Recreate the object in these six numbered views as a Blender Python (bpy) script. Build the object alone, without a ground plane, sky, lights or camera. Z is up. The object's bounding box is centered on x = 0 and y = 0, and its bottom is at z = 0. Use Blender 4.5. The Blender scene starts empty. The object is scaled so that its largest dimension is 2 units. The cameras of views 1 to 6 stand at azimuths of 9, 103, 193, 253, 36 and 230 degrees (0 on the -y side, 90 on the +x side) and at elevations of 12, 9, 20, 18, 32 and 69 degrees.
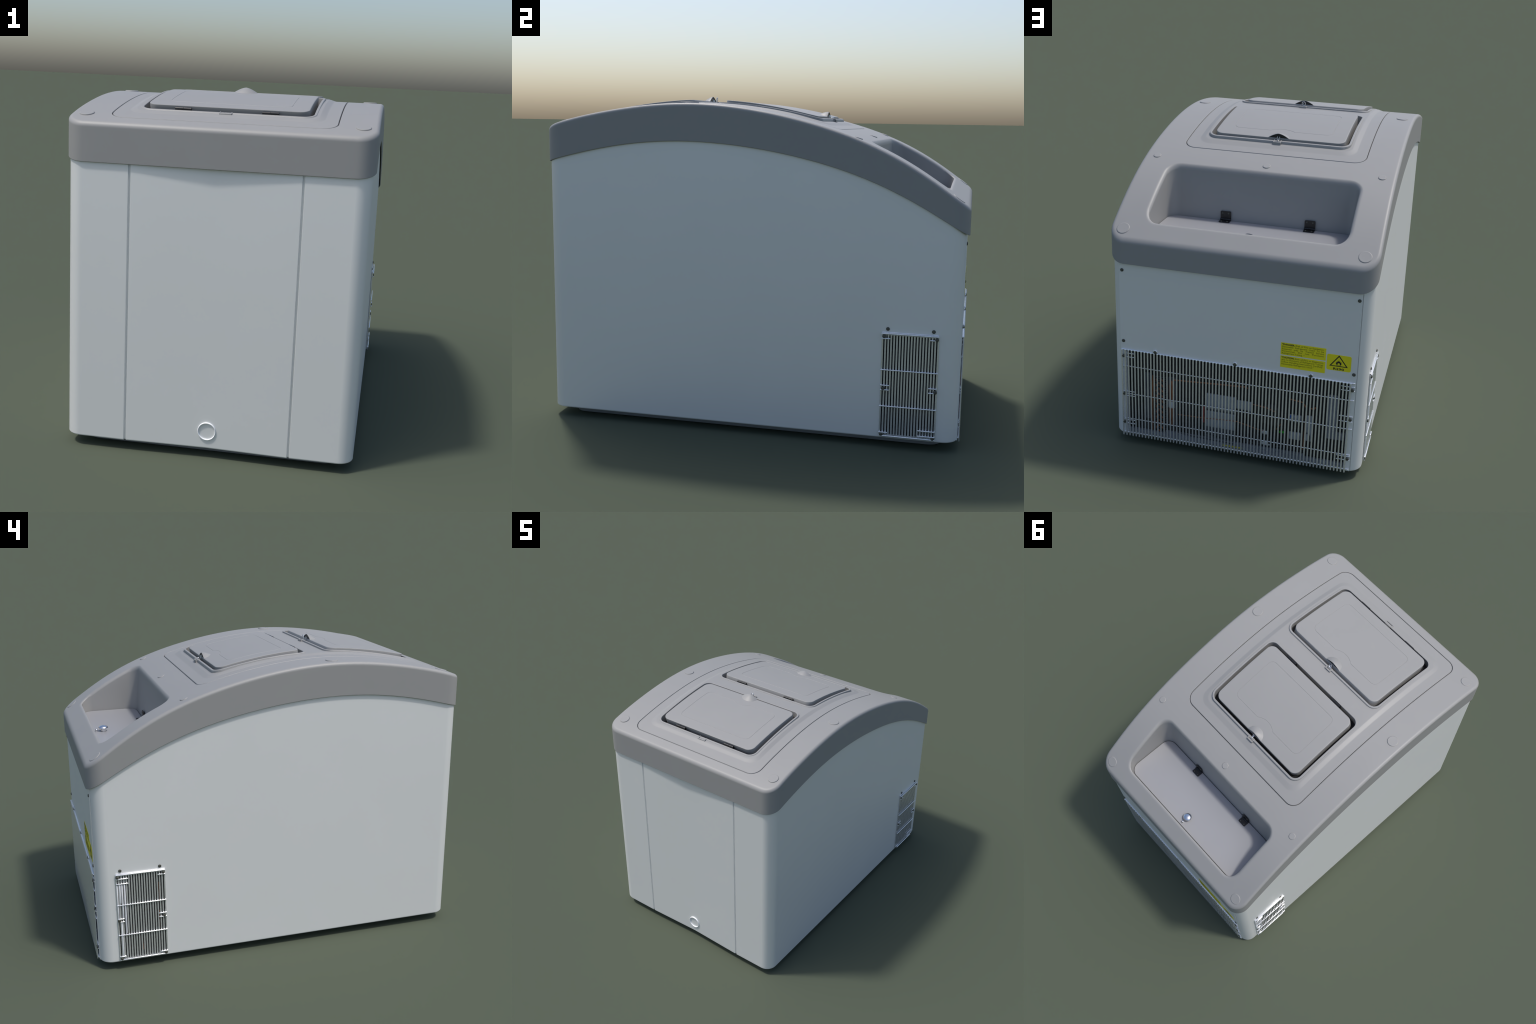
import bpy, math, random
import numpy as np
from mathutils import Vector, Matrix
from mathutils.geometry import delaunay_2d_cdt

random.seed(7)
scene = bpy.context.scene

# ------------------------------------------------------------------ materials
def material(name, color, rough=0.5, metal=0.0, vary=0.02, scale=6.0, bump=0.0,
             bump_scale=300.0, coat=0.0, spec=0.5):
    m = bpy.data.materials.new(name)
    m.use_nodes = True
    nt = m.node_tree
    b = nt.nodes["Principled BSDF"]
    tc = nt.nodes.new("ShaderNodeTexCoord")
    nz = nt.nodes.new("ShaderNodeTexNoise")
    nz.inputs["Scale"].default_value = scale
    nz.inputs["Detail"].default_value = 3.0
    nt.links.new(tc.outputs["Object"], nz.inputs["Vector"])
    ramp = nt.nodes.new("ShaderNodeValToRGB")
    lo = [max(0.0, c * (1 - vary)) for c in color]
    hi = [min(1.0, c * (1 + vary)) for c in color]
    ramp.color_ramp.elements[0].position = 0.3
    ramp.color_ramp.elements[1].position = 0.7
    ramp.color_ramp.elements[0].color = (*lo, 1)
    ramp.color_ramp.elements[1].color = (*hi, 1)
    nt.links.new(nz.outputs["Fac"], ramp.inputs["Fac"])
    nt.links.new(ramp.outputs["Color"], b.inputs["Base Color"])
    b.inputs["Roughness"].default_value = rough
    b.inputs["Metallic"].default_value = metal
    b.inputs["Specular IOR Level"].default_value = spec
    b.inputs["Coat Weight"].default_value = coat
    if bump > 0:
        n2 = nt.nodes.new("ShaderNodeTexNoise")
        n2.inputs["Scale"].default_value = bump_scale
        nt.links.new(tc.outputs["Object"], n2.inputs["Vector"])
        bp = nt.nodes.new("ShaderNodeBump")
        bp.inputs["Strength"].default_value = bump
        bp.inputs["Distance"].default_value = 0.0005
        nt.links.new(n2.outputs["Fac"], bp.inputs["Height"])
        nt.links.new(bp.outputs["Normal"], b.inputs["Normal"])
    return m

M_LID = material("grey_moulded_plastic", (0.277, 0.277, 0.272), 0.5, vary=0.01)
M_TRAY = material("cool_grey_tray_panel", (0.280, 0.286, 0.303), 0.32, vary=0.01)
M_BODY = material("white_coated_steel", (0.785, 0.795, 0.79), 0.4, 0.3, vary=0.008, scale=3)
M_GAP = material("gap_shadow_black", (0.012, 0.012, 0.013), 0.8)  # near-black colour that deepens the shadow in seams and gaps
M_PLINTH = material("dark_plinth_steel", (0.20, 0.21, 0.22), 0.6)
M_INSIDE = material("dark_compartment_lining", (0.010, 0.010, 0.011), 0.7)  # blackened so the shallow bay reads as deep shadow
M_CHROME = material("polished_chrome", (0.82, 0.83, 0.85), 0.12, 1.0)
M_WIRE = material("zinc_plated_wire", (0.84, 0.85, 0.86), 0.25, 0.74, vary=0.02)
M_WIREB = material("sun_whitened_wire", (0.86, 0.87, 0.90), 0.3, 0.15)  # less metallic, paler copy of the wire, lightened for direct sun
M_BLACK = material("black_painted_steel", (0.010, 0.010, 0.011), 0.35)
M_SCREW = material("dark_screw_steel", (0.085, 0.085, 0.070), 0.4, 0.6, vary=0.15, scale=90)
M_SOCKET = material("screw_socket", (0.35, 0.37, 0.42), 0.3, 0.9)
M_YELLOW = material("yellow_label_film", (0.80, 0.70, 0.012), 0.45)
M_INK = material("black_ink", (0.012, 0.012, 0.012), 0.6)
M_INKSOFT = material("faded_ink", (0.16, 0.15, 0.006), 0.6)
M_COPPER = material("copper_tube", (0.42, 0.16, 0.075), 0.4, 0.75, vary=0.25, scale=20)
M_GALV = material("galvanised_sheet", (0.44, 0.47, 0.51), 0.5, 0.3, vary=0.06, scale=12)
M_WHITE = material("white_plastic", (0.75, 0.77, 0.78), 0.4)
M_GREEN = material("green_connector", (0.02, 0.55, 0.02), 0.4)
M_BLUE = material("blue_sticker", (0.03, 0.16, 0.55), 0.4)
M_RED = material("red_cable", (0.40, 0.03, 0.02), 0.5)
M_RING = material("white_enamel", (0.86, 0.87, 0.88), 0.25, coat=0.5)

# ------------------------------------------------------------------ objects
root = bpy.data.objects.new("chest_freezer", None)
scene.collection.objects.link(root)
root["label"] = "curved-top white chest freezer, grey lid with two hatches"
root["category"] = "chest freezer"

def add(name, mesh, mats, parent=root, smooth=35, loc=None, stuff=False):
    ob = bpy.data.objects.new(name, mesh)
    if not isinstance(mats, (list, tuple)):
        mats = [mats]
    if len(mesh.materials) == 0:
        for m in mats:
            mesh.materials.append(m)
    scene.collection.objects.link(ob)
    ob.parent = parent
    if loc is not None:
        ob.location = loc
    if smooth:
        mesh.shade_smooth()
        mesh.set_sharp_from_angle(angle=math.radians(smooth))
    if stuff:
        ob["kind"] = "stuff"
    return ob

class MB:
    """small mesh builder: rings of points, bridges, caps and surface fills"""
    def __init__(self):
        self.v, self.f, self.m = [], [], []
    def ring(self, pts):
        i = len(self.v)
        self.v += [tuple(p) for p in pts]
        return list(range(i, i + len(pts)))
    def face(self, f, mat=0):
        self.f.append(tuple(f)); self.m.append(mat)
    def bridge(self, a, b, mat=0, closed=True):
        n = len(a)
        for i in range(n if closed else n - 1):
            j = (i + 1) % n
            self.face((a[i], a[j], b[j], b[i]), mat)
    def cap(self, a, mat=0, flip=False):
        self.face(a[::-1] if flip else a, mat)
    def box(self, x0, x1, y0, y1, z0, z1, mat=0):
        i = len(self.v)
        self.v += [(x0, y0, z0), (x1, y0, z0), (x1, y1, z0), (x0, y1, z0),
                   (x0, y0, z1), (x1, y0, z1), (x1, y1, z1), (x0, y1, z1)]
        for q in ((0, 3, 2, 1), (4, 5, 6, 7), (0, 1, 5, 4), (1, 2, 6, 5), (2, 3, 7, 6), (3, 0, 4, 7)):
            self.face([i + k for k in q], mat)
    def tube(self, pts, r, n=10, mat=0, closed=False):
        P = [Vector(p) for p in pts]
        rings = []
        N = len(P)
        ref = None
        for i, p in enumerate(P):
            if closed:
                t = P[(i + 1) % N] - P[i - 1]
            else:
                t = P[min(i + 1, N - 1)] - P[max(i - 1, 0)]
            t.normalize()
            if ref is None:
                ref = Vector((0, 0, 1)) if abs(t.z) < 0.9 else Vector((1, 0, 0))
            a = (ref - t * ref.dot(t)).normalized()
            ref = a
            b = t.cross(a)
            rr = r[i] if isinstance(r, (list, tuple)) else r
            rings.append(self.ring([p + a * rr * math.cos(2 * math.pi * k / n) + b * rr * math.sin(2 * math.pi * k / n) for k in range(n)]))
        for i in range(N - 1):
            self.bridge(rings[i], rings[i + 1], mat)
        if closed:
            self.bridge(rings[-1], rings[0], mat)
        else:
            self.cap(rings[0], mat, True); self.cap(rings[-1], mat)
    def rod(self, p, q, r, n=10, mat=0):
        """straight wire with rounded ends"""
        p, q = Vector(p), Vector(q)
        d = (q - p).normalized()
        pts = [p, p + d * r * 0.3, p + d * r, q - d * r, q - d * r * 0.3, q]
        self.tube(pts, [r * 0.35, r * 0.75, r, r, r * 0.75, r * 0.35], n, mat)
    def lathe(self, prof, centre=(0, 0, 0), n=32, mat=0, mtx=None):
        """prof: list of (radius, height) around local z"""
        rings = []
        for r, h in prof:
            pts = []
            for k in range(n):
                a = 2 * math.pi * k / n
                p = Vector((r * math.cos(a), r * math.sin(a), h))
                if mtx is not None:
                    p = mtx @ p
                pts.append(p + Vector(centre))
            rings.append(self.ring(pts))
        for i in range(len(rings) - 1):
            self.bridge(rings[i], rings[i + 1], mat)
        self.cap(rings[0], mat, True); self.cap(rings[-1], mat)
    def mesh(self, name):
        me = bpy.data.meshes.new(name)
        me.from_pydata(self.v, [], self.f)
        for p, m in zip(me.polygons, self.m):
            p.material_index = m
        me.update()
        return me

# ------------------------------------------------------------------ profiles
# lid crown height along the cabinet (y, z), and the lower edge of its skirt
CROWN = [(-1.0, 1.421), (-.934, 1.4425), (-.874, 1.460), (-.791, 1.4815), (-.718, 1.4955), (-.622, 1.5125),
         (-.518, 1.525), (-.429, 1.534), (-.319, 1.540), (-.241, 1.540), (-.142, 1.535), (-.034, 1.524),
         (.068, 1.510), (.212, 1.480), (.329, 1.450), (.453, 1.409), (.584, 1.357), (.668, 1.320),
         (.756, 1.270), (.860, 1.199), (.918, 1.159), (1.0, 1.101)]
SKIRT = [(-1, 1.257), (-.965, 1.267), (-.912, 1.282), (-.813, 1.305), (-.716, 1.326), (-.624, 1.343),
         (-.515, 1.358), (-.407, 1.365), (-.237, 1.366), (-.137, 1.36), (-.03, 1.351), (.073, 1.337),
         (.209, 1.313), (.335, 1.284), (.446, 1.25), (.548, 1.214), (.662, 1.169), (.766, 1.117),
         (.883, 1.049), (.954, 1.006), (.997, .982)]
_c = np.polyfit(*np.array(CROWN).T, 7)
_s = np.polyfit(*np.array(SKIRT).T, 7)
def zt(y): return float(np.polyval(_c, y))
def zs(y): return float(np.polyval(_s, y))
def slope(y): return (zt(y + .003) - zt(y - .003)) / .006

def loop(w, y0, y1, r, nl=44, ns=20, nc=10, rb=None):
    """rounded rectangle, counter-clockwise; rb = radius at the far (+y) corners"""
    rb = r if rb is None else rb
    P = []
    def side(a, b, n):
        for i in range(1, n):
            t = i / n
            P.append((a[0] + (b[0] - a[0]) * t, a[1] + (b[1] - a[1]) * t))
    def corner(cx, cy, a0, rad):
        for i in range(nc + 1):
            a = math.radians(a0 + 90 * i / nc)
            P.append((cx + rad * math.cos(a), cy + rad * math.sin(a)))
    corner(w - rb, y1 - rb, 0, rb);   side((w - rb, y1), (-w + rb, y1), ns)
    corner(-w + rb, y1 - rb, 90, rb); side((-w, y1 - rb), (-w, y0 + r), nl)
    corner(-w + r, y0 + r, 180, r);   side((-w + r, y0), (w - r, y0), ns)
    corner(w - r, y0 + r, 270, r);    side((w, y0 + r), (w, y1 - rb), nl)
    return P

def hv(h, y): return h(y) if callable(h) else h
def lift(P, h): return [(x, y, zt(y) + hv(h, y)) for x, y in P]

def inside(p, poly):
    x, y = p; c = False
    j = len(poly) - 1
    for i in range(len(poly)):
        xi, yi = poly[i]; xj, yj = poly[j]
        if (yi > y) != (yj > y) and x < (xj - xi) * (y - yi) / (yj - yi) + xi:
            c = not c
        j = i
    return c

def seg_dist(p, polys):
    P = np.array(p)
    best = 9
    for poly in polys:
        A = np.array(poly)
        best = min(best, np.sqrt(((A - P) ** 2).sum(1)).min())
    return best

def fill(mb, outer, holes, h, sx=.035, sy=.028, mat=0):
    """triangulated curved sheet between index loops already in mb (h = offset above the crown)"""
    loops = [outer] + holes
    polys = [[mb.v[i][:2] for i in L] for L in loops]
    vs, es, ids = [], [], []
    for L, P in zip(loops, polys):
        b = len(vs)
        vs += [Vector(p) for p in P]; ids += L
        es += [(b + i, b + (i + 1) % len(L)) for i in range(len(L))]
    O = np.array(polys[0])
    x0, y0 = O.min(0); x1, y1 = O.max(0)
    nx, ny = max(2, int((x1 - x0) / sx)), max(2, int((y1 - y0) / sy))
    for i in range(1, nx):
        for j in range(1, ny):
            p = (x0 + (x1 - x0) * i / nx, y0 + (y1 - y0) * j / ny)
            if inside(p, polys[0]) and not any(inside(p, q) for q in polys[1:]) and seg_dist(p, polys) > .012:
                vs.append(Vector(p))
                mb.v.append((p[0], p[1], zt(p[1]) + hv(h, p[1])))
                ids.append(len(mb.v) - 1)
    V, E_, F, ov, oe, of = delaunay_2d_cdt(vs, es, [], 0, 1e-6)
    for f in F:
        c = ((V[f[0]].x + V[f[1]].x + V[f[2]].x) / 3, (V[f[0]].y + V[f[1]].y + V[f[2]].y) / 3)
        if inside(c, polys[0]) and not any(inside(c, q) for q in polys[1:]):
            g = [ids[ov[k][0]] for k in f]
            a, b, d = [mb.v[k] for k in g]
            if (b[0] - a[0]) * (d[1] - a[1]) - (b[1] - a[1]) * (d[0] - a[0]) < 0:
                g.reverse()
            mb.face(g, mat)

# ------------------------------------------------------------------ lid shell
LW, LY0, LY1, LR = .6472, -1.0, .998, .083
FIL = .017
SEAM = dict(w=.476, y0=-.932, y1=.395, r=.062)
mb = MB()
def skirt(d, z=None, f=0.0):
    P = loop(LW - d, LY0 + d, LY1 - d, max(LR - d, .02))
    return mb.ring([(x - .0018, y, (zs(y) if z is None else zt(y)) + f) for x, y in P])
inner_top = skirt(.005, None, .05)
inner = skirt(.005, None, 0)
o0 = skirt(.0015, None, 0)
o1 = skirt(0, None, .002)
mb.bridge(inner_top, inner, 1); mb.bridge(inner, o0); mb.bridge(o0, o1)
prev = o1
mid = mb.ring([(x - .0018, y, (zs(y) + zt(y) - FIL) / 2) for x, y in loop(LW, LY0, LY1, LR)])
mb.bridge(prev, mid); prev = mid
sup = skirt(0, 1, -FIL - .004); mb.bridge(prev, sup); prev = sup
for k in range(0, 9):
    a = math.radians(90 * k / 8)
    r = skirt(FIL * (1 - math.cos(a)), 1, -FIL + FIL * math.sin(a))
    mb.bridge(prev, r); prev = r
r = skirt(FIL + .005, 1, 0); mb.bridge(prev, r); lid_out = r
# seam groove around the hatch frame
s = SEAM
def seam_loop(d, h):
    return mb.ring(lift(loop(s['w'] + d, s['y0'] - d, s['y1'] + d, s['r'] + d), h))
g3, g2, g1, g0 = seam_loop(.007, 0), seam_loop(.0032, 0), seam_loop(.0020, -.0012), seam_loop(.0020, -.012)
mb.bridge(g3, g2); mb.bridge(g2, g1); mb.bridge(g1, g0)
gb = seam_loop(-.004, -.012); mb.bridge(g0, gb)
# sunken tray: rounded rim, walls down to the tray floor
TRAY_Z = 1.113
def tray_loop(t, u=0.0):
    """t = 0 rim edge on the crown, t = 1 top of the tray wall; u = draft toward the floor"""
    return loop(.506 - .020 * t - .004 * u, .536 + .015 * t + .020 * u, .914 - .018 * t - .006 * u, .080 - .020 * t)
t_sup = mb.ring(lift(loop(.512, .530, .920, .086), 0))
prev = t_sup
for k in range(0, 13):
    a = math.radians(90 * k / 12)
    P = tray_loop(math.sin(a))
    # rim radius, a little larger where the crown meets the tall wall
    rr = mb.ring([(x, y, zt(y) - (.026 if y < .6 else .020 if y < .84 else .013) * (1 - math.cos(a))) for x, y in P])
    mb.bridge(prev, rr); prev = rr
for u in (.15, .5, .9):
    P0, P1 = tray_loop(1, u), tray_loop(1, 0)
    rr = mb.ring([(x, y, (zt(q[1]) - .022) * (1 - u) + (TRAY_Z + .001) * u) for (x, y), q in zip(P0, P1)])
    mb.bridge(prev, rr); prev = rr
for zz in (TRAY_Z + .001, TRAY_Z - .012):
    rr = mb.ring([(x, y, zz) for x, y in tray_loop(1, 1)])
    mb.bridge(prev, rr); prev = rr
mb.cap(prev, 1)
fill(mb, lid_out, [g3, t_sup], 0)
add("lid", mb.mesh("lid"), [M_LID, M_GAP])

# tray floor panel with hinges, lock knob and key
tray = MB()
P = loop(.4795, .5735, .8875, .057)
rings = [(.0, -.008), (.0, -.002), (.002, 0), (.006, 0)]
prev = None
for d, h in rings:
    rr = tray.ring([(x * (1 - d / .4795), .7305 + (y - .7305) * (1 - d / .157), TRAY_Z + h) for x, y in P])
    if prev: tray.bridge(prev, rr)
    prev = rr
tray.cap(prev)
tray_ob = add("tray_floor", tray.mesh("tray_floor"), M_TRAY)

def leaf_hinge(xc):
    h = MB()
    w = .027
    def plate(P, n):     # rounded plate polygons pushed along n
        a = h.ring(P); b = h.ring([tuple(Vector(p) + Vector(n)) for p in P])
        h.bridge(a, b); h.cap(a, flip=True); h.cap(b)
    def rr(x0, x1, v0, v1, r, f):
        out = []
        for cx, cy, a0 in ((x1 - r, v1 - r, 0), (x0 + r, v1 - r, 90), (x0 + .001, v0 + .001, 180), (x1 - .001, v0 + .001, 270)):
            rad = r if cy > v0 + .002 else .001
            for k in range(5):
                a = math.radians(a0 + 22.5 * k)
                out.append(f(cx + rad * math.cos(a), cy + rad * math.sin(a)))
        return out
    plate(rr(-w, w, .579, .614, .006, lambda x, v: (x, v, TRAY_Z + .0005)), (0, 0, .004))
    plate(rr(-w, w, TRAY_Z + .006, 1.163, .006, lambda x, v: (-x, .5735, v)), (0, .004, 0))
    h.tube([(-w, .580, TRAY_Z + .008), (-.009, .580, TRAY_Z + .008)], .0055, 12)
    h.tube([(-.0085, .580, TRAY_Z + .008), (.0085, .580, TRAY_Z + .008)], .0052, 12)
    h.tube([(.009, .580, TRAY_Z + .008), (w, .580, TRAY_Z + .008)], .0055, 12)
    ob = add("tray_hinge", h.mesh("tray_hinge"), M_BLACK, tray_ob, loc=(xc, 0, 0))
    return ob
SC = MB()
SC.lathe([(.0085, 0), (.0085, .0015), (.0078, .0032), (.0058, .0044), (.0036, .0048)], n=20)
SC.lathe([(.0034, .0044), (.0034, .0049), (.0012, .0042)], n=6, mat=1)
screw_mesh = SC.mesh("screw")
screw_mesh.materials.append(M_SCREW); screw_mesh.materials.append(M_SOCKET)
screw_mesh.shade_smooth(); screw_mesh.set_sharp_from_angle(angle=math.radians(50))
def screw(loc, axis, parent=root, scale=1.0):
    ob = bpy.data.objects.new("screw", screw_mesh)
    scene.collection.objects.link(ob)
    ob.parent = parent
    ob.location = loc
    ob.rotation_mode = 'QUATERNION'
    ob.rotation_quaternion = Vector((0, 0, 1)).rotation_difference(Vector(axis))
    ob.scale = (scale,) * 3
    return ob
for xc in (.184, -.2495):
    leaf_hinge(xc)
    for sx in (-.0155, .0155):
        screw((xc + sx, .5775, 1.152), (0, 1, 0), tray_ob, .62)
        screw((xc + sx, .604, TRAY_Z + .0045), (0, 0, 1), tray_ob, .62)
k = MB()
k.lathe([(.015, -.004), (.015, .010), (.012, .011), (.012, .013), (.0255, .014), (.0265, .0155), (.0255, .018), (.021, .0225), (.014, .0255), (.006, .027), (.001, .0272)], (-.005, .829, TRAY_Z + .0045), 36)
add("lock_knob", k.mesh("lock_knob"), M_CHROME, tray_ob, smooth=50)
k = MB()
k.lathe([(.006, -.009), (.006, -.002), (.0078, -.001), (.0078, .001), (.0062, .0042), (.0035, .006), (.001, .0066)], (-.004, .8665, TRAY_Z + .009), 20)
add("lock_pin", k.mesh("lock_pin"), M_CHROME, tray_ob, smooth=50)

# ------------------------------------------------------------------ hatch frame
HX = .3465
HATCH = [dict(y0=-.803, y1=-.353), dict(y0=-.188, y1=.266)]
OPEN = [dict(w=.367, y0=-.818, y1=-.334), dict(w=.368, y0=-.211, y1=.281)]
mb = MB()
def fr(d, h):
    return mb.ring(lift(loop(s['w'] - d, s['y0'] + d, s['y1'] - d, s['r'] - d), h))
a, b, c, d_ = fr(.0022, -.012), fr(.0022, -.0014), fr(.0034, 0), fr(.008, 0)
mb.bridge(a, b); mb.bridge(b, c); mb.bridge(c, d_)
def plat(y):
    return float(np.interp(y, [-.86, -.80, -.70, -.30, -.20, .15, .25, .31], [.0050, .0060, .0085, .0085, .0070, .0095, .007, .006]))
def liptop(y):
    return float(np.interp(y, [-.84, -.60, -.32, -.22, .05, .30], [.0085, .0125, .0165, .0120, .0160, .0190]))
def slopeloop(t):
    return loop(.418 - .026 * t, -.868 + .025 * t, .342 - .030 * t, .065 - .015 * t)
rise = []
for t, k in ((-.12, 0), (0, .015), (.1, .085), (.25, .24), (.5, .5), (.75, .76), (.9, .915), (1.0, .985), (1.1, 1.0)):
    rise.append(mb.ring(lift(slopeloop(t), lambda y, k=k: plat(y) * k)))
for u, v in zip(rise, rise[1:]): mb.bridge(u, v)
fill(mb, d_, [rise[0]], 0, sx=.05)
lips = []
for o in OPEN:
    def lp(d, h, o=o):
        return mb.ring(lift(loop(o['w'] + d, o['y0'] - d, o['y1'] + d, .042 + d), h))
    l0 = lp(.0155, plat); l1 = lp(.0125, plat); l2 = lp(.0114, lambda y: liptop(y) - .0015); l3 = lp(.0098, liptop)
    l4 = lp(.0015, liptop); l5 = lp(0, lambda y: liptop(y) - .0015); deep = (lambda y, o=o: -.020 if (o is OPEN[0] and y > -.40) else -.045)
    l6 = lp(0, deep); l7 = lp(-.05, deep)
    for u, v in ((l0, l1), (l1, l2), (l2, l3), (l3, l4), (l4, l5), (l5, l6)): mb.bridge(u, v)
    mb.bridge(l6, l7, 1)
    lips.append(l0)
fill(mb, rise[-1], lips, plat, sx=.05)
frame_ob = add("hatch_frame", mb.mesh("hatch_frame"), [M_LID, M_GAP])

# strike blocks: small U-shaped sockets on the lips
def strike(xc, ye, out, w=.0205):
    """ye: lip inner edge, out: +1 toward +y, -1 toward -y"""
    m = MB()
    t = .005
    top = liptop(ye) + .0022
    def bar(x0, x1, ya, yb, h0=0.001, h1=None):
        h1 = top if h1 is None else h1
        y0, y1 = min(ya, yb), max(ya, yb)
        i = len(m.v)
        for hh in (h0, h1):
            m.v += [(x0, y0, zt(y0) + hh), (x1, y0, zt(y0) + hh), (x1, y1, zt(y1) + hh), (x0, y1, zt(y1) + hh)]
        for q in ((0, 3, 2, 1), (4, 5, 6, 7), (0, 1, 5, 4), (1, 2, 6, 5), (2, 3, 7, 6), (3, 0, 4, 7)):
            m.face([i + kk for kk in q])
    bar(xc - w, xc - w + t, ye - out * .001, ye + out * .024)
    bar(xc + w - t, xc + w, ye - out * .001, ye + out * .024)
    bar(xc - w, xc + w, ye + out * .0195, ye + out * .0245)
    i = len(m.v)
    y0, y1 = sorted((ye - out * .002, ye + out * .020))
    hh = top - .007
    m.v += [(xc - w + t, y0, zt(y0) + hh), (xc + w - t, y0, zt(y0) + hh), (xc + w - t, y1, zt(y1) + hh), (xc - w + t, y1, zt(y1) + hh)]
    m.face((i, i + 1, i + 2, i + 3), 0)
    ob = add("strike_block", m.mesh("strike_block"), [M_LID, M_GAP], frame_ob, smooth=20)
    bv = ob.modifiers.new("bevel", 'BEVEL'); bv.width = .0012; bv.segments = 2
strike(0, OPEN[0]['y1'], 1)
strike(0, OPEN[1]['y1'], 1)
strike(0, OPEN[0]['y0'], -1, .027)

# ------------------------------------------------------------------ hatches
HH = .0235
def hatch(hd, o):
    y0, y1 = hd['y0'], hd['y1']
    mb = MB()
    def hl(d, h):
        # sides run square to the hatch's own tilt
        lean = (HH - h) * slope((y0 + y1) / 2) * (2.4 if y1 < 0 else 1.0)
        return mb.ring([(x, y + lean, z) for x, y, z in lift(loop(HX - d, y0 + d, y1 - d, .042 - d), h)])
    R = [hl(.004, -.036), hl(0, -.034), hl(0, 0), hl(0, HH - .0030), hl(.0004, HH - .0013), hl(.0013, HH - .0004), hl(.0030, HH), hl(.008, HH)]
    for u, v in zip(R, R[1:]): mb.bridge(u, v)
    mb.cap(R[0], flip=True)
    # shallow outline groove with a notch round the grip
    def gl(d, h):
        P = []
        for x, y in loop(.266 + d, y0 + .070 - d, y1 - .084 + d, .034 + d, nl=20, ns=140, nc=8):
            Rn = .106 - d
            if y > y1 - Rn and abs(x) < Rn:
                lim = y1 - math.sqrt(Rn * Rn - x * x)
                y = min(y, lim)
            P.append((x, y))
        return mb.ring(lift(P, h))
    G = [gl(.0042, HH), gl(.0014, HH), gl(.0004, HH - .0011), gl(-.0004, HH - .0011), gl(-.0014, HH), gl(-.0042, HH)]
    for u, v in zip(G, G[1:]): mb.bridge(u, v)
    fill(mb, R[-1], [G[0]], HH, sx=.05)
    fill(mb, G[-1], [], HH, sx=.05)
    ob = add("hatch", mb.mesh("hatch"), [M_LID], frame_ob)
    # finger grip: half dome open toward +y
    g = MB()
    ax, ay, az, th = .057, .050, .0245, .0025
    n = 24
    for sgn, k in ((1, 0), (-1, th)):
        rows = []
        for i in range(9):
            e = math.radians(90 * i / 8)
            row = []
            for j in range(n + 1):
                a = math.pi + math.pi * j / n
                rho = 1 - i / 8
                x = (ax - k) * math.cos(a) * rho
                y = y1 - .001 + (ay - k) * math.sin(a) * rho
                row.append((x, y, zt(y1 - .02) + slope(y1 - .02) * (y - y1 + .02) + HH - .001 + (az - k) * (1 - rho ** 1.55)))
            rows.append(g.ring(row))
        for u, v in zip(rows, rows[1:]):
            g.bridge(u if sgn > 0 else u[::-1], v if sgn > 0 else v[::-1], 0 if sgn > 0 else 1, closed=False)
        if sgn > 0: first = rows
        else:
            for e0, e1 in ((0, 0), (n, n)):
                for i in range(8):
                    q = (first[i][e0], first[i + 1][e0], rows[i + 1][e0], rows[i][e0])
                    g.face(q if e0 else q[::-1])
    add("finger_grip", g.mesh("finger_grip"), [M_LID, M_BLACK], frame_ob, smooth=60)
    # dark back of the grip opening, reaching down the hatch edge
    g = MB()
    yb = y1 + .0012
    pts = [(ax * .95 * (1 - j / 8), yb - .004, zt(y1) + HH - .004 + (az - .002) * (1 - abs(1 - j / 8) ** 1.55)) for j in range(17)]
    top = g.ring(pts)
    low = g.ring([(ax * .95 * (1 - j / 8), yb - .003, zt(y1) + HH - .012) for j in range(17)])
    g.bridge(low, top, 0, closed=False)
    add("grip_recess", g.mesh("grip_recess"), M_BLACK, frame_ob, smooth=0)
    # hinges hidden in the gap toward -y
    for xc in (-.187, .187):
        h = MB()
        ym = (y0 + o['y0']) / 2
        for xa, xb in ((-.035, -.0005), (.0005, .035)):
            h.tube([(xc + xa, ym, zt(ym) + .012), (xc + xb, ym, zt(ym) + .012)], .0072, 12)
        h.box(xc - .035, xc + .035, ym - .006, ym + .006, zt(ym) - .02, zt(ym) + .010)
        add("hatch_hinge", h.mesh("hatch_hinge"), M_BLACK, frame_ob)
    return ob
for hd, o in zip(HATCH, OPEN): hatch(hd, o)

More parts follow.
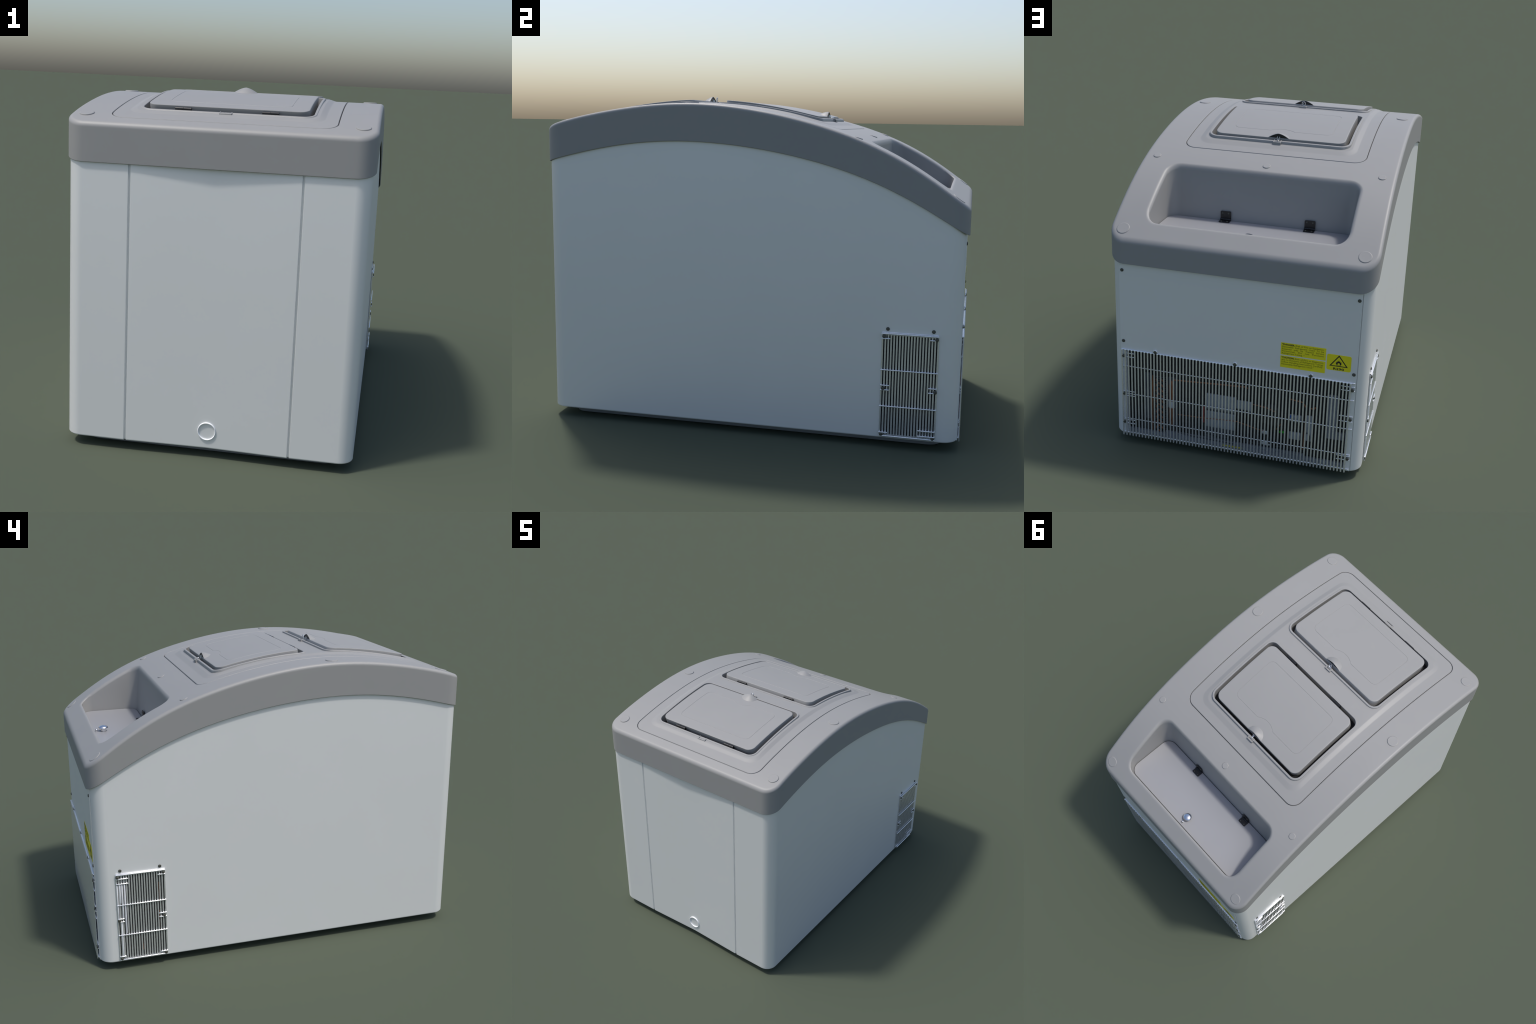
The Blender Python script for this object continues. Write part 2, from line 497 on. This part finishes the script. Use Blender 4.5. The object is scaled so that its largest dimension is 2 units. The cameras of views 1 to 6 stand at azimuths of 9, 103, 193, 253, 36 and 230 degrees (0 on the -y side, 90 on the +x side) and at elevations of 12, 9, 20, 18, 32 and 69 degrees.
# steel latches in the grips
def latch(y1, raised):
    m = MB()
    z0 = zt(y1) + HH
    m.box(-.006, .006, y1 - .003, y1 + .0025, z0 - .010, z0 - .005)
    m.tube([(-.006, y1 + .002, z0 - .010), (-.007, y1 + .004, z0 + .002), (-.006, y1 + .001, z0 + .008)], .0013, 8)
    m.tube([(.006, y1 + .002, z0 - .010), (.007, y1 + .004, z0 + .002), (.006, y1 + .001, z0 + .008)], .0013, 8)
    m.box(-.005, .005, y1 + .003, y1 + .012, z0 - .009, z0 - .006)
    if raised:
        yy = y1 + .020
        m.tube([(-.009, yy, z0 - .006), (-.009, yy + .001, z0 + .014), (-.006, yy + .002, z0 + .019), (.006, yy + .002, z0 + .019),
                (.009, yy + .001, z0 + .014), (.009, yy, z0 - .006)], .0018, 8)
        m.box(-.008, .008, yy - .003, yy + .003, z0 - .010, z0 - .006)
    else:
        m.tube([(0, y1 + .010, z0 - .007), (-.002, y1 + .020, z0 - .004), (-.003, y1 + .026, z0 - .007)], [.0025, .003, .0015], 8)
    add("latch", m.mesh("latch"), M_CHROME, frame_ob, smooth=50)
latch(HATCH[0]['y1'], True)
latch(HATCH[1]['y1'], False)

# ------------------------------------------------------------------ round caps on the lid
def cap_mesh(r, name):
    m = MB()
    m.lathe([(r, -.012), (r, .0012), (r - .0010, .0026), (r - .003, .0032), (r - .0055, .0030), (r * .5, .0030), (.001, .0030)], n=40)
    me = m.mesh(name); me.materials.append(M_LID)
    me.shade_smooth(); me.set_sharp_from_angle(angle=math.radians(50))
    return me
big, small = cap_mesh(.0315, "corner_cap"), cap_mesh(.0195, "screw_cap")
def lid_cap(me, x, y, follow, up):
    ob = bpy.data.objects.new(me.name, me)
    scene.collection.objects.link(ob); ob.parent = root
    ob.location = (x, y, zt(y) + up)
    ob.rotation_euler = (math.atan(slope(y)) * follow, 0, 0)
for sx in (-.58, .58):
    lid_cap(big, sx, -.902, .90, .0008)
    lid_cap(big, sx, -.277, 1.0, .0012)
    lid_cap(big, sx, .943, 1.0, -.0008)
for x in (-.578, .001, .579):
    lid_cap(small, x, .496, .93, .0002)

# ------------------------------------------------------------------ cabinet
BW, BY0, BY1 = .6365, -.990, .983
BZ = .0430
RF, RB = .066, .066
VEE = .0115                              # the front middle panel is folded inward along its centre
GX, GW, GD = .362, .0048, .009          # front grooves
def cab_loop(d):
    """plan of the cabinet, inset by d, with the front grooves and rear recess"""
    P = []
    w, y0, y1 = BW - d, BY0 + d, BY1 - d
    def corner(cx, cy, a0, rad):
        for i in range(11):
            a = math.radians(a0 + 9 * i)
            P.append((cx + rad * math.cos(a), cy + rad * math.sin(a)))
    yr = .9745
    aend = math.degrees(math.acos((.5908 - (BW - RB)) / RB))
    def arc(cx, a0, a1):
        for i in range(9):
            a = math.radians(a0 + (a1 - a0) * i / 8)
            P.append((cx + RB * math.cos(a), y1 - RB + RB * math.sin(a)))
    arc(w - RB, 0, aend)
    P.append((.5905 - d, yr)); P.append((-.5905 + d, yr))
    arc(-w + RB, 180 - aend, 180)
    for i in range(1, 40):
        P.append((-w, y1 - RB + (y0 + RF - y1 + RB) * i / 40))
    corner(-w + RF, y0 + RF, 180, RF)
    for gx in (-GX, GX):
        e = .0016
        for dx, dy in ((-GW - e, 0), (-GW - e * .3, e * .3), (-GW, e), (-GW + .0012, GD), (GW - .0012, GD), (GW, e), (GW + e * .3, e * .3), (GW + e, 0)):
            fold = VEE * max(0.0, 1 - abs(gx + dx) / GX)
            P.append((gx + dx, y0 + dy + fold))
        if gx < 0:
            for i in range(1, 12):
                x = -GX + .02 + (2 * GX - .04) * i / 12
                P.append((x, y0 + VEE * (1 - abs(x) / GX)))
    corner(w - RF, y0 + RF, 270, RF)
    for i in range(1, 40):
        P.append((w, y0 + RF + (y1 - RB - y0 - RF) * i / 40))
    return P
# the rear flat starts where the corner ends: keep loop order consistent
mb = MB()
def cl(d, z): return mb.ring([(x, y, z) for x, y in cab_loop(d)])
b0, b1, b2 = cl(.006, BZ), cl(.002, BZ + .0018), cl(0, BZ + .006)
tp = mb.ring([(x, y, zs(y) + .045) for x, y in cab_loop(0)])
mb.cap(b0, flip=True); mb.bridge(b0, b1); mb.bridge(b1, b2); mb.bridge(b2, tp)
# closed under the lid by a flat deck below the tray
tq = mb.ring([(x * .93, y * .94, .97) for x, y in cab_loop(0)])
mb.bridge(tp, tq); mb.cap(tq)
cab_me = mb.mesh("cabinet")
cab_me.materials.append(M_BODY); cab_me.materials.append(M_INSIDE)
cab = add("cabinet", cab_me, [M_BODY, M_INSIDE], smooth=0)
def cutter(x0, x1, y0, y1, z0, z1):
    m = MB(); m.box(x0, x1, y0, y1, z0, z1)
    me = m.mesh("cutter"); me.materials.append(M_INSIDE)
    ob = bpy.data.objects.new("cutter", me); scene.collection.objects.link(ob)
    return ob
OPN = dict(x=.556, z0=.060, z1=.522)
cuts = [cutter(-OPN['x'] + .002, OPN['x'] + .002, .968, 1.1, OPN['z0'], OPN['z1']),
        cutter(-.7, -.6225, .640, .884, .062, .524), cutter(.6225, .7, .640, .884, .062, .524)]
for cobj in cuts:
    md = cab.modifiers.new("cut", 'BOOLEAN'); md.operation = 'DIFFERENCE'; md.object = cobj; md.solver = 'EXACT'
    md.material_mode = 'TRANSFER'
dg = bpy.context.evaluated_depsgraph_get()
new = bpy.data.meshes.new_from_object(cab.evaluated_get(dg))
cab.modifiers.clear(); cab.data = new; new.name = "cabinet"
for cobj in cuts: bpy.data.objects.remove(cobj)
cab.location.x = -.002
new.shade_smooth(); new.set_sharp_from_angle(angle=math.radians(20))
wn = cab.modifiers.new("weighted", 'WEIGHTED_NORMAL'); wn.keep_sharp = True; wn.weight = 100
bpy.context.view_layer.update()
ev = bpy.data.meshes.new_from_object(cab.evaluated_get(bpy.context.evaluated_depsgraph_get()))
nor = [Vector(c.vector) for c in ev.corner_normals]
for p in ev.polygons:                    # the shallow front fold shades as one flat sheet
    if p.normal.y < -.98 and abs(p.center.x) < GX:
        for li in p.loop_indices: nor[li] = Vector((0, -1, 0))
ev.normals_split_custom_set(nor)
cab.modifiers.clear(); cab.data = ev; ev.name = "cabinet"

# rear sheet-metal panel: U-shaped, screwed on
px = .5888
m = MB()
def plate_xz(m, poly, y0, y1, mat=0):
    a = m.ring([(x, y1, z) for x, z in poly]); b = m.ring([(x, y0, z) for x, z in poly])
    m.bridge(b, a, mat); m.cap(a, mat); m.cap(b, mat, True)
zi = OPN['z1'] + .006
plate_xz(m, [(px, BZ + .004), (OPN['x'] + .002, BZ + .004), (OPN['x'] + .002, zi), (-OPN['x'] - .002, zi),
             (-OPN['x'] - .002, BZ + .004), (-px, BZ + .004), (-px, 1.03), (px, 1.03)], .9735, .9845)
rear = add("rear_panel", m.mesh("rear_panel"), M_BODY, smooth=30)
for x in (-.575, .574):
    for z in (.945, .571):
        screw((x, .9843, z), (0, 1, 0), rear)

# plinth
m = MB()
def pl(d, z): return m.ring([(x, y, z) for x, y in loop(.562 - d, -.910 + d, .912 - d, .055)])
r0, r1, r2, r3 = pl(.010, 0), pl(.003, .003), pl(0, .012), pl(0, BZ + .003)
m.cap(r0, flip=True); m.bridge(r0, r1); m.bridge(r1, r2); m.bridge(r2, r3); m.cap(r3)
add("plinth", m.mesh("plinth"), M_PLINTH)

# drain outlet ring on the front
m = MB()
RX = Matrix.Rotation(math.radians(90), 4, 'X')
prof = [(.0405, -.006), (.0405, .0045), (.0398, .0062), (.0382, .0070), (.0366, .0062), (.0359, .0045), (.0359, -.006)]
rg = []
for r_, h_ in prof:
    rg.append(m.ring([(.001 + r_ * math.cos(2 * math.pi * k / 56), BY0 + VEE - h_, .123 + r_ * math.sin(2 * math.pi * k / 56)) for k in range(56)]))
for u, v in zip(rg, rg[1:]): m.bridge(u, v)
add("drain_ring", m.mesh("drain_ring"), M_RING, smooth=50)

# ------------------------------------------------------------------ rear grille
YH, YV = .9872, .9925
m = MB()
for z, xr in ((.526, .0038), (.435, .0028), (.280, .0028), (.138, .0028), (.0575, .0034)):
    m.rod((.586, YH, z), (-.586, YH, z), xr)
for z in (.506, .486): m.rod((.560, YH, z), (.519, YH, z), .0028); m.rod((-.519 if z < .5 else -.519, YH, z), (-.586, YH, z), .0028)
for z in (.293, .268): m.rod((.587, YH, z), (.519, YH, z), .0028)
for z in (.348, .320): m.rod((-.519, YH, z), (-.586, YH, z), .0028)
for z in (.129, .109): m.rod((.587, YH, z), (.519, YH, z), .0028); m.rod((-.519, YH, z), (-.586, YH, z), .0028)
for x in (.407, 0.0, -.373):
    m.tube([(x + .0095 * math.cos(a), YH + .001, .531 + .0125 * math.sin(a)) for a in [math.pi * i / 12 for i in range(13)]], .0035, 8)
grille = add("rear_grille", m.mesh("rear_grille"), M_WIRE, smooth=60)
def slat(z0, z1, w, t, axis):
    """flat wire with eased corners; axis 'y' faces +y, 'x' faces sideways"""
    m = MB(); c = min(w, t) * .28
    sec = [(w/2-c, -t/2), (w/2, -t/2+c), (w/2, t/2-c), (w/2-c, t/2), (-w/2+c, t/2), (-w/2, t/2-c), (-w/2, -t/2+c), (-w/2+c, -t/2)]
    rings = []
    for k, z in ((.55, z0), (1, z0 + .0025), (1, z1 - .0025), (.55, z1)):
        rings.append(m.ring([((u * k, v * k, z) if axis == 'y' else (v * k, u * k, z)) for u, v in sec]))
    for u, v in zip(rings, rings[1:]): m.bridge(u, v)
    m.cap(rings[0], flip=True); m.cap(rings[-1])
    return m
bm_ = slat(.040, .5285, .0079, .0045, 'y')
bar_mesh = bm_.mesh("grille_bar"); bar_mesh.materials.append(M_WIRE)
bar_mesh.shade_flat()
NB = 69
for i in range(NB):
    ob = bpy.data.objects.new("grille_bar", bar_mesh)
    scene.collection.objects.link(ob); ob.parent = grille
    ob.location = (.5805 - (.5805 + .5645) * i / (NB - 1), YV, 0)
for x, z in ((.574, .491), (.574, .279), (.575, .117), (-.574, .491), (-.574, .333), (-.575, .117)):
    screw((x, .9905, z), (0, 1, 0), grille)
for x in (.407, 0.0, -.373):
    screw((x, .9895, .533), (0, 1, 0), grille)

# ------------------------------------------------------------------ side vents
def side_vent(sg):
    X0 = BW - sg * .002         # cabinet wall
    xv, xh = sg * (X0 + .0035), sg * (X0 + (.0085 if sg < 0 else .0115))
    m = MB()
    m.rod((xh, .632, .533), (xh, .888, .533), .0036)
    m.rod((sg * (X0 + .003), .634, .5365), (sg * (X0 + .003), .886, .5365), .003)
    m.rod((xh, .640, .057), (xh, .886, .057), .0036)
    for z in (.366, .197): m.rod((xh, .632, z), (xh, .888, z), .0030)
    for z, ya, yb in ((.511, .633, .674), (.294, .633, .675), (.273, .633, .675), (.073, .633, .675)):
        m.rod((xh, ya, z), (xh, yb, z), .0030)
    if sg > 0: right = ((.515, .848), (.295, .848), (.274, .848), (.095, .808), (.070, .808))
    else: right = ((.511, .823), (.484, .823), (.290, .851), (.273, .851), (.075, .851))
    for z, ya in right: m.rod((xh, ya, z), (xh, .886, z), .0030)
    vent = add("side_vent", m.mesh("side_vent"), M_WIRE, smooth=60)
    n = 20
    for i in range(n):
        y = .638 + (.884 - .638) * i / (n - 1)
        bm = SIDE_BAR
        ob = bpy.data.objects.new("vent_bar", bm)
        scene.collection.objects.link(ob); ob.parent = vent
        ob.location = (xv, y, 0)
    for y, z in ((.660, .553), (.862, .553)):
        screw((sg * (X0 + .0005), y, z), (sg, 0, 0), vent)
    for y, z in ((.645, .520), (.878, .519), (.647, .279), (.879, .279), (.646, .063), (.876, .062)):
        screw((sg * (X0 + (.0075 if sg < 0 else .0105)), y, z), (sg, 0, 0), vent)
    return vent
b = slat(.060, .531, .0076, .0045, 'x')
SIDE_BAR = b.mesh("vent_bar"); SIDE_BAR.materials.append(M_WIRE)
SIDE_BAR.shade_flat()
vr = side_vent(1); vl = side_vent(-1)
# extra rods whitened to show sunlight on the rear-edge vent bars
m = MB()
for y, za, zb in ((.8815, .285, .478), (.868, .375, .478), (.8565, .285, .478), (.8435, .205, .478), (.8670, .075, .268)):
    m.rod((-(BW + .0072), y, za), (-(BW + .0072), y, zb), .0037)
add("vent_bar_sun_whitened", m.mesh("vent_bar_sun_whitened"), M_WIREB, vl, smooth=60)

# ------------------------------------------------------------------ warning labels
def label_plate(name, x0, x1, z0, z1, r, y=.9845):
    m = MB()
    P = []
    for cx, cz, a0 in ((x1 - r, z1 - r, 0), (x0 + r, z1 - r, 90), (x0 + r, z0 + r, 180), (x1 - r, z0 + r, 270)):
        for i in range(7):
            a = math.radians(a0 + 15 * i)
            P.append((cx + r * math.cos(a), cz + r * math.sin(a)))
    P = P[::-1]
    plate_xz(m, P, y, y + .0009)
    return add(name, m.mesh(name), M_YELLOW, rear, smooth=30)
def text(body, x, z, size, parent, width=None, bold=0.0, mat=M_INK):
    cu = bpy.data.curves.new("lettering", 'FONT')
    cu.body = body; cu.size = size; cu.extrude = .0002; cu.offset = bold
    cu.resolution_u = 2
    ob = bpy.data.objects.new("tmp", cu); scene.collection.objects.link(ob)
    me = bpy.data.meshes.new_from_object(ob.evaluated_get(bpy.context.evaluated_depsgraph_get()))
    bpy.data.objects.remove(ob)
    xs = [v.co.x for v in me.vertices]
    sx = 1.0 if width is None else width / (max(xs) - min(xs))
    for v in me.vertices:
        u, w_, e = v.co
        v.co = (x - (u - min(xs)) * sx, .98565 + e, z + w_)
    me.flip_normals()
    me.update()
    o = add("lettering", me, mat, parent, smooth=0)
    o["kind"] = "stuff"
    return o
p1 = label_plate("warning_label", -.438, -.2215, .6225, .685, .0015)
p2 = label_plate("warning_label", -.4375, -.2215, .5565, .6165, .0015)
p3 = label_plate("hazard_label", -.559, -.4435, .580, .661, .009)
L1 = [("\"DANGER-", " Risk of Fire or Explosion."), ("Flammable  Refrigerant  Used.  To  be", ""), ("Repaired   only   by   Trained   Service", ""),
      ("Personnel.   Do   not   Puncture", ""), ("Refrigerant Tubing. \"", "")]
L2 = [("\"CAUTION-", " Risk of Fire or Explosion"), ("due to Puncture of Refrigerant Tubing;", ""), ("Follow Handling Instructions Carefully.", ""), ("Flammable Refrigerant Used.\"", "")]
def block(lines, top, parent):
    for i, (a, b) in enumerate(lines):
        z = top - i * .0112
        if b:
            text(a, -.2275, z, .0118, parent, .062, .00035)
            text(b.strip(), -.2925, z, .0112, parent, .135, mat=M_INKSOFT)
        else:
            text(a, -.2275, z, .0112, parent, .200 if i < len(lines) - 1 else (.108 if "Tubing. " in a else .155), mat=M_INKSOFT)
block(L1, .6725, p1); block(L2, .6045, p2)
text("R290", -.4755, .5835, .0155, p3, .052, .0004)
# flame in a triangle
m = MB()
def flat(m, P):
    a = m.ring([(x, .98585, z) for x, z in P]); b = m.ring([(x, .9852, z) for x, z in P])
    m.bridge(b, a); m.cap(a); m.cap(b, flip=True)
tri_o = [(-.5005, .660), (-.4565, .6015), (-.5445, .6015)]
cx, cz = -.5005, .6205
def q(p, k): return (cx + (p[0] - cx) * k, cz + (p[1] - cz) * k)
for i in range(3):
    a, b = tri_o[i], tri_o[(i + 1) % 3]
    flat(m, [q(a, 1.0), q(b, 1.0), q(b, .80), q(a, .80)])
fl = []
tips = [(-.0150, .010), (-.0120, .017), (-.0085, .0165), (-.006, .022), (-.0025, .021), (0, .030), (.003, .021), (.006, .0225), (.0085, .0165), (.012, .0175), (.015, .010)]
base = (-.5005, .6095)
out = [(base[0] - .009, base[1])]
for i, (tx, tz) in enumerate(tips):
    out.append((base[0] + tx, base[1] + tz))
    if i < len(tips) - 1:
        nx, nz = tips[i + 1]
        out.append((base[0] + (tx + nx) / 2 * .86, base[1] + min(tz, nz) * .86))
out.append((base[0] + .009, base[1]))
inn = [(base[0] + .0058 * math.cos(t), base[1] + .0050 + .0056 * math.sin(t)) for t in [math.pi * (-.2 + 1.4 * i / 10) for i in range(11)]]
flat(m, out + inn)
flat(m, [(-.512, .6065), (-.489, .6065), (-.489, .6078), (-.512, .6078)])
for p in m.v: pass
fo = add("flame_symbol", m.mesh("flame_symbol"), M_INK, p3, smooth=0)

# ------------------------------------------------------------------ machine compartment
# the condensing unit fills the bay right up to the grille
M_BASE = material("dark_base_sheet", (0.26, 0.28, 0.32), 0.55, 0.2, vary=0.2, scale=14)
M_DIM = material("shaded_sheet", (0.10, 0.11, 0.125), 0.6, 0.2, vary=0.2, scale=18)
m = MB()
m.box(-.554, .554, .9505, .971, .0605, .080)
m.box(-.36, .36, .9505, .966, .0805, .094)
def squeeze(m):
    """fit the unit's depth into the bay between lining and grille"""
    m.v = [(x, .9685 + (y - .9505) * .55, z) for x, y, z in m.v]
    return m
base_ob = add("machine_base_plate", squeeze(m).mesh("machine_base_plate"), M_BASE, smooth=0)
def part(name, m, mat, smooth=40): return add(name, squeeze(m).mesh(name), mat, base_ob, smooth=smooth)
YB, YF = .9505, .969
# condenser side sheet, fins and copper hairpins
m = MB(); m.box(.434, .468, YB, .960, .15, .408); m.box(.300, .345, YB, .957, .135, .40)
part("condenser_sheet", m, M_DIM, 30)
m = MB()
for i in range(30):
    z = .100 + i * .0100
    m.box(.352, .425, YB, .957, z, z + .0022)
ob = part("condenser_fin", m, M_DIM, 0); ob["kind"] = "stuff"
m = MB()
m.tube([(.432, .961, .085), (.431, .962, .20), (.430, .962, .30), (.424, .961, .398)], .0052, 10)
for col in range(2):
    x = .400 - col * .024
    for i in range(10):
        z = .095 + i * .030 + col * .012
        m.tube([(x + .010 * math.cos(t), .955 + .012 * math.sin(t), z + .011 * math.cos(t)) for t in [math.pi * j / 8 for j in range(9)]], .0038, 8)
part("condenser_coil", m, M_COPPER, 60)
# copper receiver bottle with a white band, liquid line across the top
m = MB()
m.lathe([(.004, .128), (.008, .134), (.0155, .150), (.0155, .355), (.010, .372), (.004, .380)], (.328, .957, 0), 20)
m.tube([(.328, .957, .378), (.312, .958, .388), (.13, .958, .400), (-.050, .958, .411), (-.062, .955, .405)], .0038, 8)
part("receiver_bottle", m, M_COPPER, 50)
m = MB(); m.lathe([(.0155, .231), (.0172, .233), (.0172, .268), (.0155, .270)], (.328, .957, 0), 20)
part("receiver_band", m, M_WHITE, 50)
m = MB()
m.tube([(.29, .9745, .202), (.274, .975, .203), (.148, .975, .207), (.06, .975, .214), (-.012, .975, .218), (-.07, .972, .205), (-.124, .968, .190)], .0022, 8)
m.tube([(-.088, .964, .325), (-.16, .964, .318), (-.21, .962, .300)], .0026, 8)
m.tube([(-.27, .960, .385), (-.34, .962, .378), (-.358, .964, .352), (-.356, .966, .22), (-.352, .966, .12)], .0030, 8)
m.tube([(-.375, .960, .352), (-.395, .962, .350), (-.405, .962, .362)], .0040, 8)
m.tube([(-.124, .966, .190), (-.19, .968, .186), (-.222, .966, .215), (-.24, .962, .245)], .0020, 8)
part("refrigerant_tube", m, M_COPPER, 60)
# pale drip box in two stacked halves
m = MB()
m.box(-.010, .152, YB, .9705, .262, .346); m.box(-.088, -.011, YB, .968, .281, .334)
m.box(-.004, .150, YB, .9715, .160, .250)
ob = part("drip_box", m, M_GALV, 30)
bv = ob.modifiers.new("bevel", 'BEVEL'); bv.width = .004; bv.segments = 3
m = MB(); m.box(-.002, .148, YB, .963, .098, .1595); m.box(.0, .148, YB, .966, .2505, .2615)  # dark boxes between and below the two halves
part("drip_box_dark_block", m, M_DIM, 30)
# compressor shell, its terminal cover and feet
m = MB()
m.lathe([(.060, .105), (.080, .12), (.084, .22), (.086, .224), (.086, .232), (.082, .236), (.078, .30), (.060, .335), (.02, .352)], (-.185, .890, 0), 36)
m.box(-.075, -.008, YB, .968, .225, .288)
part("compressor", m, M_BLACK, 50)
m = MB()
for z in (.107, .168): m.lathe([(.030, 0), (.037, .004), (.037, .022), (.030, .026)], (-.166, .9345, z), 28)
part("mounting_foot", m, M_WHITE, 50)
# terminal boxes, tag and connector
m = MB(); m.box(-.336, -.280, YB, .969, .266, .3025); m.box(-.336, -.280, YB, .969, .167, .207); m.box(-.392, -.362, YB, .966, .17, .31)
ob = part("terminal_box", m, material("grey_terminal_plastic", (0.40, 0.42, 0.45), 0.5, vary=0.15, scale=40), 30)
bv = ob.modifiers.new("bevel", 'BEVEL'); bv.width = .003; bv.segments = 2
m = MB(); m.box(-.287, -.281, .9692, .9702, .286, .300); part("blue_tag", m, M_BLUE, 0)
m = MB(); m.box(-.257, -.231, YB, .968, .193, .200); part("connector", m, M_GREEN, 0)
m = MB(); m.tube([(.157, .966, .18), (.158, .969, .225), (.157, .966, .27)], .0032, 8); part("cable", m, M_RED, 60)
m = MB(); m.box(-.506, -.466, YB, .968, .205, .440); m.box(-.552, -.5065, YB, .965, .205, .245)
part("bracket_plate", m, M_BASE, 30)
m = MB()
for i in range(4):
    m.tube([(.25 - .11 * i, .955, .17), (.19 - .1 * i, .964, .125 + .01 * i), (.06 - .08 * i, .966, .106), (-.10 - .05 * i, .962, .112)], .0028, 8)
m.tube([(.30, .968, .098), (.22, .973, .090), (.10, .973, .088), (.0, .973, .085)], .0022, 8)
m.tube([(-.37 + .014 * math.cos(t), .968, .19 + .026 * math.sin(t)) for t in [2 * math.pi * j / 16 for j in range(16)]], .0022, 8, closed=True)
part("cable_loom", m, M_BLACK, 60)
m = MB(); m.box(-.045, .055, .9712, .9725, .066, .072); part("caution_strip", m, M_YELLOW, 0)
# pieces seen behind the sun-side vent: bare sheet and copper runs
m = MB(); m.box(-.634, -.623, .834, .8835, .486, .508); m.box(-.632, -.623, .852, .8835, .290, .480)
add("vent_sheet", m.mesh("vent_sheet"), material("dull_sheet", (0.30, 0.29, 0.28), 0.6, 0.1, vary=0.1), vl, smooth=0)
m = MB()
m.tube([(-.6265, .664, .34), (-.6265, .666, .46)], .003, 8); m.tube([(-.6265, .672, .20), (-.6265, .668, .30)], .003, 8)
m.tube([(-.6265, .82, .10), (-.6265, .815, .24)], .003, 8); m.tube([(-.6265, .76, .09), (-.6265, .765, .17)], .003, 8)
add("vent_copper_run", m.mesh("vent_copper_run"), M_COPPER, vl, smooth=60)
